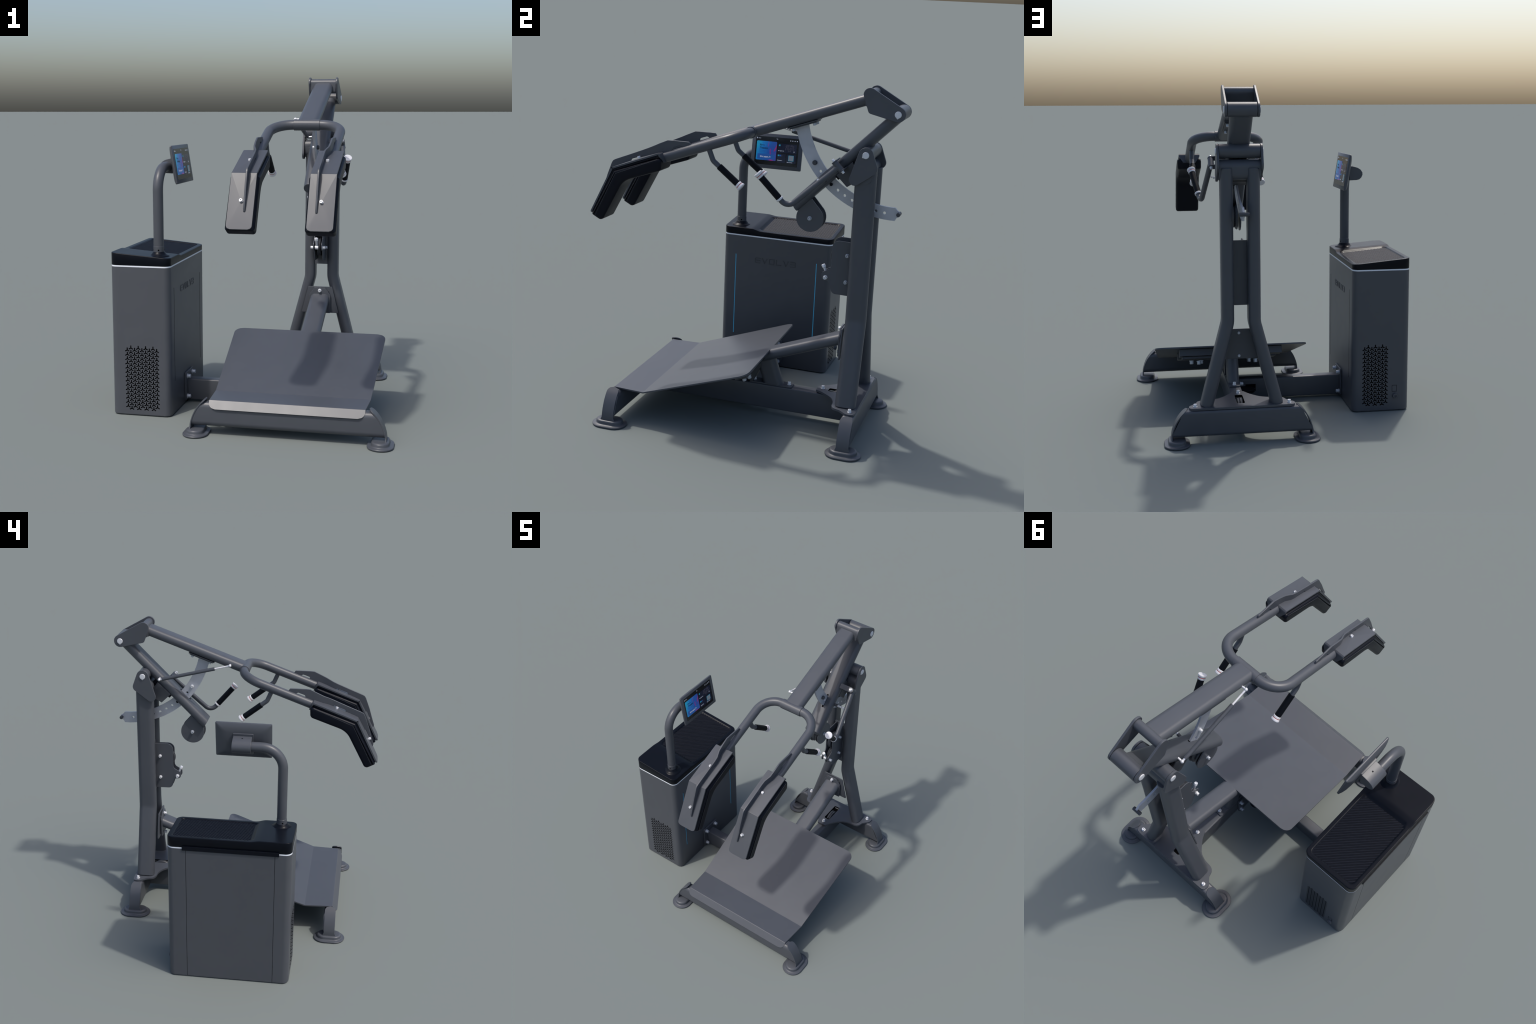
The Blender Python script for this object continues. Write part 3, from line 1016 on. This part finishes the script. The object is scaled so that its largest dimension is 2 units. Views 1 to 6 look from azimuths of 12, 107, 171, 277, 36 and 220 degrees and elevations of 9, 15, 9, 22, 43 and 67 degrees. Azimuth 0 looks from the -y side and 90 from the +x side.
# rope eye
bm = new()
e0, e1 = V((0.2465, 0.482, 0.916)), V((0.2465, 0.4545, 0.972))
dd = (e1 - e0).normalized()
lathe(bm, [(0.0, 0), (0.0075, 0), (0.0075, 0.042), (0.0108, 0.045), (0.0108, 0.060), (0.009, 0.0625), (0.005, 0.0625), (0.004, 0.055), (0.0, 0.055)], e0, dd, 20)
rod(bm, (0.236, 0.481, 0.9075), (0.257, 0.481, 0.9075), 0.0125, 20)
finish("cable_eye", bm, CHROME, ch, 0, angle=40)

# ================================================================== RESISTANCE CABINET
CX0, CX1, CY0, CY1 = -0.836, -0.475, -0.415, 0.335
ccx, ccy, cw, cd = (CX0 + CX1) / 2, (CY0 + CY1) / 2, CX1 - CX0, CY1 - CY0
CR = 0.040
ring = rrect(cw, cd, CR, 10)
bm = new()
levels = [(0.006, 0.0), (0.0, 0.006), (0.0, 0.8885)]
rings = []
for inset, z in levels:
    rings.append([bm.verts.new((ccx + x, ccy + y, z)) for x, y in rrect(cw - 2 * inset, cd - 2 * inset, CR - inset, 10)])
for r0, r1 in zip(rings, rings[1:]):
    for i in range(len(r0)):
        j = (i + 1) % len(r0)
        bm.faces.new((r0[i], r0[j], r1[j], r1[i]))
bm.faces.new(rings[0][::-1])
bm.faces.new(rings[-1])
cab = finish("resistance_cabinet", bm, CASE, None, 0)


def star_outline(cx, cz, r, w):
    pts = []
    for k in range(3):
        a = math.radians(90 + 120 * k)
        d = (math.cos(a), math.sin(a))
        n = (-d[1], d[0])
        inner_a = a - math.radians(60)
        ri = w / math.sqrt(3)
        pts.append((cx + ri * 1.0 * math.cos(inner_a) * 1.0, cz + ri * math.sin(inner_a)))
        for sx in (-1, 1):
            pts.append((cx + d[0] * r + n[0] * sx * w / 2, cz + d[1] * r + n[1] * sx * w / 2))
    return pts


P = 0.02265
ROW = P * 2 / math.sqrt(3)
bm = new()
for c in range(9):                                       # front grille
    x = -0.739 + c * P
    up = c % 2
    for k in range(14 + up):
        z = 0.3945 + up * ROW / 2 - k * ROW
        prism(bm, star_outline(x, z, 0.0150, 0.0066), "y", CY0 - 0.004, CY0 + 0.016)
for c in range(7):                                       # rear grille
    x = -0.5515 - c * P
    up = c % 2
    for k in range(14 + up):
        z = 0.3985 + up * ROW / 2 - k * ROW
        prism(bm, star_outline(x, z, 0.0150, 0.0066), "y", CY1 - 0.016, CY1 + 0.004)
for y in (0.2185, -0.3150):                              # service panel seams
    box(bm, CX0 - 0.002, CX0 + 0.003, y - 0.0012, y + 0.0012, 0.004, 0.884)
for y in (-0.3265, 0.2340):                              # light line grooves
    box(bm, CX1 - 0.0035, CX1 + 0.003, y - 0.0030, y + 0.0030, 0.198, 0.760)
for x0, x1, za, zb in ((-0.760, -0.7275, 0.1225, 0.1250), (-0.760, -0.7275, 0.1615, 0.1640), (-0.760, -0.7575, 0.1255, 0.1610), (-0.730, -0.7275, 0.1255, 0.1610)):
    box(bm, x0, x1, CY1 - 0.003, CY1 + 0.003, za, zb)    # inlet outline
tool = finish("grille_tool", bm, BLACK, None, 0)  # black pocket walls stand in for the unlit cabinet interior
boolean(cab, tool)
bm = new()
for y in (-0.3265, 0.2340):
    box(bm, CX1 - 0.0038, CX1 - 0.0018, y - 0.0029, y + 0.0029, 0.1985, 0.7595)
finish("light_line", bm, BLUE, cab, 0)
bm = lathe(new(), [(0.0175, 0), (0.0175, 0.006), (0.0150, 0.012), (0.0085, 0.013), (0.0075, 0.007), (0.0, 0.007)], (-0.7475, CY1, 0.0960), (0, 1, 0), 28)
finish("power_socket", bm, CASE, cab, 0, angle=40)

# word on the side
LW, LH, LS, PITCH = 0.038, 0.039, 0.0062, 0.0494
def bar(bm, y0, z0_, y1, z1_):
    box(bm, CX1 - 0.001, CX1 + 0.0018, min(y0, y1), max(y0, y1), min(z0_, z1_), max(z0_, z1_))
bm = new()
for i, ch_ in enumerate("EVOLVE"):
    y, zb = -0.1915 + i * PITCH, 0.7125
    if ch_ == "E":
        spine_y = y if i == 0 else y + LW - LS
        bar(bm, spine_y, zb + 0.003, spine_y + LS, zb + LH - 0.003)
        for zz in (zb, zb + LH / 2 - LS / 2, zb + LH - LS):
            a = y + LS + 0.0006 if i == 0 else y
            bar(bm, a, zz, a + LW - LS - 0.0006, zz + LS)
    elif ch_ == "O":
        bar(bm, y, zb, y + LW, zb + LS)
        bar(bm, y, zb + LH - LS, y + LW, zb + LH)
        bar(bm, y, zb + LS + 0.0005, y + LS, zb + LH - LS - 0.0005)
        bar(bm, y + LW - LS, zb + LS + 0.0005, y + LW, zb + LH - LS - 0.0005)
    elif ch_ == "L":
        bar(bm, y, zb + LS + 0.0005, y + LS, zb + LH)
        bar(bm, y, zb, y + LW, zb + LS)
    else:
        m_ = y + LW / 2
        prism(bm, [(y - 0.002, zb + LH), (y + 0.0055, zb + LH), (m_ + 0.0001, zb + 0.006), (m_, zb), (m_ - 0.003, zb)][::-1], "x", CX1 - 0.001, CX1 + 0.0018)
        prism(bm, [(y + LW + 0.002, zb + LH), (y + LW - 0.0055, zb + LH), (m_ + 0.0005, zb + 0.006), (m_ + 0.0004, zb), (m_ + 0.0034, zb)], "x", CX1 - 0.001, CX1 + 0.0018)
finish("lettering", bm, DARKPL, cab, 0)  # letters darker than the cabinet paint: stroke shade put into the colour

# light strip between body and lid, interrupted by a black lip on the outer side
bm = prism(new(), [(ccx + x, ccy + y) for x, y in rrect(cw - 0.0016, cd - 0.0016, CR, 10)], "z", 0.8890, 0.8970)
finish("lid_light_strip", bm, STRIP, cab, 0)
bm = prism(new(), round_poly([(-0.3395, 0.880), (0.240, 0.880), (0.240, 0.906), (-0.3395, 0.906)], 0.001, 2), "x", CX0 - 0.0058, CX0 + 0.010)
finish("lid_lip", bm, LID, cab, 0.001)


def smoothstep(a, b, x):
    t_ = min(1, max(0, (x - a) / (b - a)))
    return t_ * t_ * (3 - 2 * t_)


def sd_rrect(x, y, cx, cy, w, h, r):
    qx, qy = abs(x - cx) - w / 2 + r, abs(y - cy) - h / 2 + r
    return math.hypot(max(qx, 0), max(qy, 0)) + min(max(qx, qy), 0) - r


RX0, RX1, RY0, RY1 = -0.812, -0.499, -0.186, 0.311
def lid_top(x, y):
    f = 0.9440 + (CX1 - x) * 0.076
    r = 0.9300 + (CX1 - x) * 0.092
    k = smoothstep(-0.228, -0.156, y)
    return f * (1 - k) + r * k


def lid_floor(x, y):
    return 0.9215 + (CX1 - x) * 0.092


def lid_z(x, y):
    sd = sd_rrect(x, y, (RX0 + RX1) / 2, (RY0 + RY1) / 2, RX1 - RX0, RY1 - RY0, 0.028)
    wall = 0.010 + 0.028 * smoothstep(-0.150, -0.19, y)
    k = smoothstep(0.0, -wall if y > -0.150 else -0.030, sd)
    return lid_top(x, y) * (1 - k) + lid_floor(x, y) * k


def dense_ring(w, h, r, n=10, step=0.006):
    base = rrect(w, h, r, n)
    out = []
    k = len(base)
    return base


bm = new()
rings = []
NX, NY = 40, 100
def ring_pts(inset):
    """Rounded rectangle with a fixed number of points along each side."""
    w, h, r = cw - 2 * inset, cd - 2 * inset, max(0.0015, CR - inset)
    pts = []
    def side(a, b, n):
        return [(a[0] + (b[0] - a[0]) * i / n, a[1] + (b[1] - a[1]) * i / n) for i in range(1, n)]
    cor = rrect(w, h, r, 8)
    c = [cor[i * 9:(i + 1) * 9] for i in range(4)]
    for i, n in enumerate((NX, NY, NX, NY)):
        pts += c[i] + side(c[i][-1], c[(i + 1) % 4][0], n)
    return [(ccx + x, ccy + y) for x, y in pts]


spec = [(0.0015, "base"), (0.0, -0.0045), (0.0004, -0.0026), (0.0014, -0.0010), (0.0030, -0.0002), (0.006, 0)]
d_ = 0.006
while d_ < cw / 2 - 0.004:
    d_ += 0.0033
    spec.append((min(d_, cw / 2 - 0.003), 0))
for inset, dz in spec:
    row = []
    for x, y in ring_pts(inset):
        z = 0.8975 if dz == "base" else (lid_z(x, y) + dz)
        row.append(bm.verts.new((x, y, z)))
    if dz == "base":
        rings.append(row)
        row = []
        for x, y in ring_pts(0.0):
            row.append(bm.verts.new((x, y, 0.8990)))
    rings.append(row)
for r0, r1 in zip(rings, rings[1:]):
    for i in range(len(r0)):
        j = (i + 1) % len(r0)
        bm.faces.new((r0[i], r0[j], r1[j], r1[i]))
bm.faces.new(rings[0][::-1])
last = rings[-1]
m_ = len(last)
# close the long narrow middle with strips across it
first_side = 9 + (NX - 1) + 9          # start of the left long side
a_ = list(range(9 + NX - 1 + 8, 9 + NX - 1 + 9 + NY))
b_ = [(a_[0] - 8 - (NX - 1) - 1 - k) % m_ for k in range(len(a_))]
left = last[17 + NX - 1:17 + NX - 1 + NY + 1]
start_r = 9 * 3 + 2 * (NX - 1) + (NY - 1) + 8
right = [last[(start_r + k) % m_] for k in range(NY + 1)][::-1]
for k in range(NY):
    bm.faces.new((left[k], left[k + 1], right[k + 1], right[k]))
lid = finish("cabinet_lid", bm, LID, cab, 0, angle=50)

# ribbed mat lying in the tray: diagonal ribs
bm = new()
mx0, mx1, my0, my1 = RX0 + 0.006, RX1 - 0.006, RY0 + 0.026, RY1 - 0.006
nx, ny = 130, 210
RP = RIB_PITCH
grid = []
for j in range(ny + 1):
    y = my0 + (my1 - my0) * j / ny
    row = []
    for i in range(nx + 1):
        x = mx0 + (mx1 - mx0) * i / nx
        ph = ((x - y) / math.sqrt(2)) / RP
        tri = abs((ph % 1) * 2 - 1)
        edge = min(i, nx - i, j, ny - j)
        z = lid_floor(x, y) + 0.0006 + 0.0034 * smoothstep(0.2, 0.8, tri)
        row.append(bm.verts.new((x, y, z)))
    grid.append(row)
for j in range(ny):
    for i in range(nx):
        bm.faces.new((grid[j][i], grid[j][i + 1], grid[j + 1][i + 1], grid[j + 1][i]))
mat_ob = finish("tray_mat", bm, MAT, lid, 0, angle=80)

# ================================================================== SCREEN POST
PX, PY = -0.5645, -0.3250
bm = lathe(new(), [(0.066, -0.008), (0.062, 0.0005), (0.053, 0.0030), (0.045, 0.0075), (0.0385, 0.0145), (0.0345, 0.0215), (0.0330, 0.0230), (0.0, 0.0230)], (PX, PY, 0.9500), n=40)
collar = finish("post_collar", bm, LID, cab, 0, angle=50)
path = fillet([(PX, PY, 0.960), (PX, PY, 1.4570), (PX, -0.115, 1.4570)], 0.130, 18)
bm = sweep(new(), path, circle(0.0298, 36), up=(0, 1, 0))
post = finish("screen_post", bm, PAINT, cab, 0.002)
bm = lathe(new(), [(0.030, 0), (0.0313, 0.001), (0.0313, 0.033), (0.0302, 0.034)], (PX, PY, 0.970), n=36)
finish("post_sleeve", bm, PAINT, post, 0)
bm = new()
for a in (-75, 15, 195):
    a = math.radians(a)
    dv = V((math.cos(a), math.sin(a), 0))
    rod(bm, V((PX, PY, 0.983)) + dv * 0.025, V((PX, PY, 0.983)) + dv * 0.0318, 0.0048, 14)
finish("hole_dot", bm, BLACK, post, 0)  # black stubs standing in for holes in the sleeve

# ================================================================== MONITOR
MO = V((-0.4860, -0.0780, 1.4725))
MM = Matrix(((0, -0.155, 0.988, MO.x), (1, 0, 0, MO.y), (0, 0.988, 0.155, MO.z), (0, 0, 0, 1)))
MW, MH = 0.341, 0.2265
bm = new()
prof = [(0.0015, 0.0, 0.006), (0.0, -0.0015, 0.007), (0.0, -0.0105, 0.007), (0.0020, -0.0122, 0.007), (0.014, -0.0195, 0.010), (0.034, -0.0270, 0.014), (0.058, -0.0310, 0.02)]
rings = []
for inset, z, r in prof:
    rings.append([bm.verts.new((x, y, z)) for x, y in rrect(MW - 2 * inset, MH - 2 * inset * 0.9, r, 6)])
for r0, r1 in zip(rings, rings[1:]):
    for i in range(len(r0)):
        j = (i + 1) % len(r0)
        bm.faces.new((r0[i], r0[j], r1[j], r1[i]))
bm.faces.new(rings[0])
bm.faces.new(rings[-1])
mon = finish("monitor", bm, PAINT, cab, 0, matrix=MM, angle=50)


def flat(name, x0, x1, y0, y1, z, mat, r=0.002, th=0.0004):
    bm = prism(new(), [((x0 + x1) / 2 + a, (y0 + y1) / 2 + b) for a, b in rrect(x1 - x0, y1 - y0, r, 5)], "z", z - 0.0003, z + th)
    return finish(name, bm, mat, mon, 0, matrix=MM)


def text(name, body, x, y, size, z, mat, align="LEFT", bold=0.0002):
    cu = bpy.data.curves.new(name, "FONT")
    cu.body = body
    cu.size = size
    cu.extrude = 0.0002
    cu.offset = bold
    cu.align_x = align
    ob = bpy.data.objects.new(name, cu)
    COLL.objects.link(ob)
    dg = bpy.context.evaluated_depsgraph_get()
    dg.update()
    me = bpy.data.meshes.new_from_object(ob.evaluated_get(dg))
    bpy.data.objects.remove(ob)
    bpy.data.curves.remove(cu)
    return add(name, me, mat, mon, 0, matrix=MM @ Matrix.Translation((x, y, z)))


flat("screen", -0.1465, 0.1455, -0.0890, 0.0920, 0.0006, GLASS, 0.002)
flat("screen_card", -0.1370, -0.0010, -0.0610, 0.0620, 0.0014, CARD, 0.006)
flat("card_button", -0.1270, -0.0080, -0.0540, -0.0210, 0.0021, BUTTON, 0.004)
text("screen_text", "Free", -0.1150, 0.0300, 0.0170, 0.0024, TXTD, bold=0.0005)
text("screen_text", "Training", -0.1150, 0.0120, 0.0170, 0.0024, TXTD, bold=0.0005)
for i, (a, b) in enumerate(((-0.117, -0.066), (-0.117, -0.072))):
    flat("text_line", a, b, 0.0005 - i * 0.008, 0.0020 - i * 0.008, 0.0021, BUTTON, 0.0005)
text("screen_text", "Get start", -0.1090, -0.0430, 0.0150, 0.0028, TXTW, bold=0.0006)
bm = new()
sweep(bm, [(-0.0500, -0.0440, 0.0028), (-0.0400, -0.0340, 0.0028)], rrect(0.0016, 0.0008, 0.0002, 2))
sweep(bm, [(-0.0480, -0.0335, 0.0028), (-0.0392, -0.0335, 0.0028)], rrect(0.0016, 0.0008, 0.0002, 2))
sweep(bm, [(-0.0395, -0.0430, 0.0028), (-0.0395, -0.0340, 0.0028)], rrect(0.0016, 0.0008, 0.0002, 2))
sweep(bm, [(0.1130, 0.0020, 0.0026), (0.1200, 0.0090, 0.0026)], rrect(0.0013, 0.0008, 0.0002, 2))
sweep(bm, [(0.1140, 0.0094, 0.0026), (0.1205, 0.0094, 0.0026)], rrect(0.0013, 0.0008, 0.0002, 2))
sweep(bm, [(0.1204, 0.0030, 0.0026), (0.1204, 0.0090, 0.0026)], rrect(0.0013, 0.0008, 0.0002, 2))
finish("screen_arrow", bm, TXTW, mon, 0, matrix=MM)
flat("screen_tile", 0.0060, 0.1330, -0.0050, 0.0540, 0.0014, PANEL, 0.004)
flat("screen_tile", 0.0060, 0.0640, -0.0680, -0.0110, 0.0014, PANEL, 0.004)
flat("screen_tile", 0.0700, 0.1330, -0.0680, -0.0110, 0.0014, PANEL, 0.004)
# faint torso stand-in: plain rounded muscle blobs
bm = new()
for cx, cy, rx, ry in ((0.076, 0.044, 0.010, 0.006), (0.098, 0.044, 0.010, 0.006), (0.064, 0.038, 0.006, 0.009), (0.110, 0.038, 0.006, 0.009),
                       (0.080, 0.030, 0.0055, 0.005), (0.094, 0.030, 0.0055, 0.005), (0.081, 0.019, 0.005, 0.0045), (0.093, 0.019, 0.005, 0.0045),
                       (0.081, 0.009, 0.005, 0.0045), (0.093, 0.009, 0.005, 0.0045), (0.060, 0.022, 0.004, 0.008), (0.114, 0.022, 0.004, 0.008),
                       (0.071, 0.024, 0.003, 0.010), (0.103, 0.024, 0.003, 0.010)):
    prism(bm, [(cx + rx * math.cos(k * math.pi / 8), cy + ry * math.sin(k * math.pi / 8)) for k in range(16)], "z", 0.0017, 0.0021)
finish("screen_torso", bm, GHOST, mon, 0, matrix=MM)
flat("screen_mark", 0.0130, 0.0230, 0.0380, 0.0480, 0.0021, CYAN, 0.002)
flat("screen_mark", 0.0110, 0.0210, -0.0270, -0.0170, 0.0021, CYAN, 0.002)
flat("screen_mark", 0.0240, 0.0330, -0.0270, -0.0180, 0.0021, BUTTON, 0.002)
flat("screen_mark", 0.0335, 0.0420, -0.0270, -0.0180, 0.0021, GHOST, 0.002)
text("screen_text", "Strength test", 0.0100, 0.0060, 0.0075, 0.0024, TXTW)
text("screen_text", "Endurance", 0.0100, -0.0560, 0.0078, 0.0024, TXTW)
text("screen_text", "Scan to login", 0.0760, -0.0640, 0.0070, 0.0024, TXTW)
flat("screen_mark", 0.0830, 0.1190, -0.0535, -0.0175, 0.0021, CYAN, 0.002)
flat("screen_mark", 0.0850, 0.1170, -0.0515, -0.0195, 0.0027, TILE, 0.001)
text("screen_text", "Tag", -0.0070, 0.0790, 0.0070, 0.0016, TXTW)
text("screen_text", "Home", -0.1290, 0.0770, 0.0070, 0.0016, TXTW)
flat("screen_mark", -0.1400, -0.1350, 0.0755, 0.0835, 0.0014, TXTW, 0.001)
for x in (0.0890, 0.1030, 0.1180, 0.1330):
    flat("screen_mark", x - 0.0028, x + 0.0028, 0.0735, 0.0795, 0.0014, TXTW, 0.001)

# hub at the back of the monitor
bm = prism(new(), [(0.0 + a, -0.012 + b) for a, b in rrect(0.124, 0.136, 0.004, 4)], "z", -0.0405, -0.0285)
finish("hub_plate", bm, PAINT, mon, 0.0012, matrix=MM)
hub = [(-0.5250, 1.5085), (-0.5560, 1.5030), (-0.5800, 1.4960), (-0.6000, 1.4840), (-0.6120, 1.4660), (-0.6130, 1.4500), (-0.6050, 1.4320), (-0.5920, 1.4210), (-0.5760, 1.4170), (-0.5280, 1.4150)]
bm = prism(new(), hub, "y", -0.1330, -0.0190)
finish("monitor_hub", bm, PAINT, mon, 0.0025, 3, 50)
bm = prism(new(), [(-0.081, 1.5035), (-0.073, 1.5035), (-0.077, 1.4965)], "x", -0.5620, -0.5540)
finish("notch_wedge", bm, LID, mon, 0)  # solid dark wedge in place of a cut groove
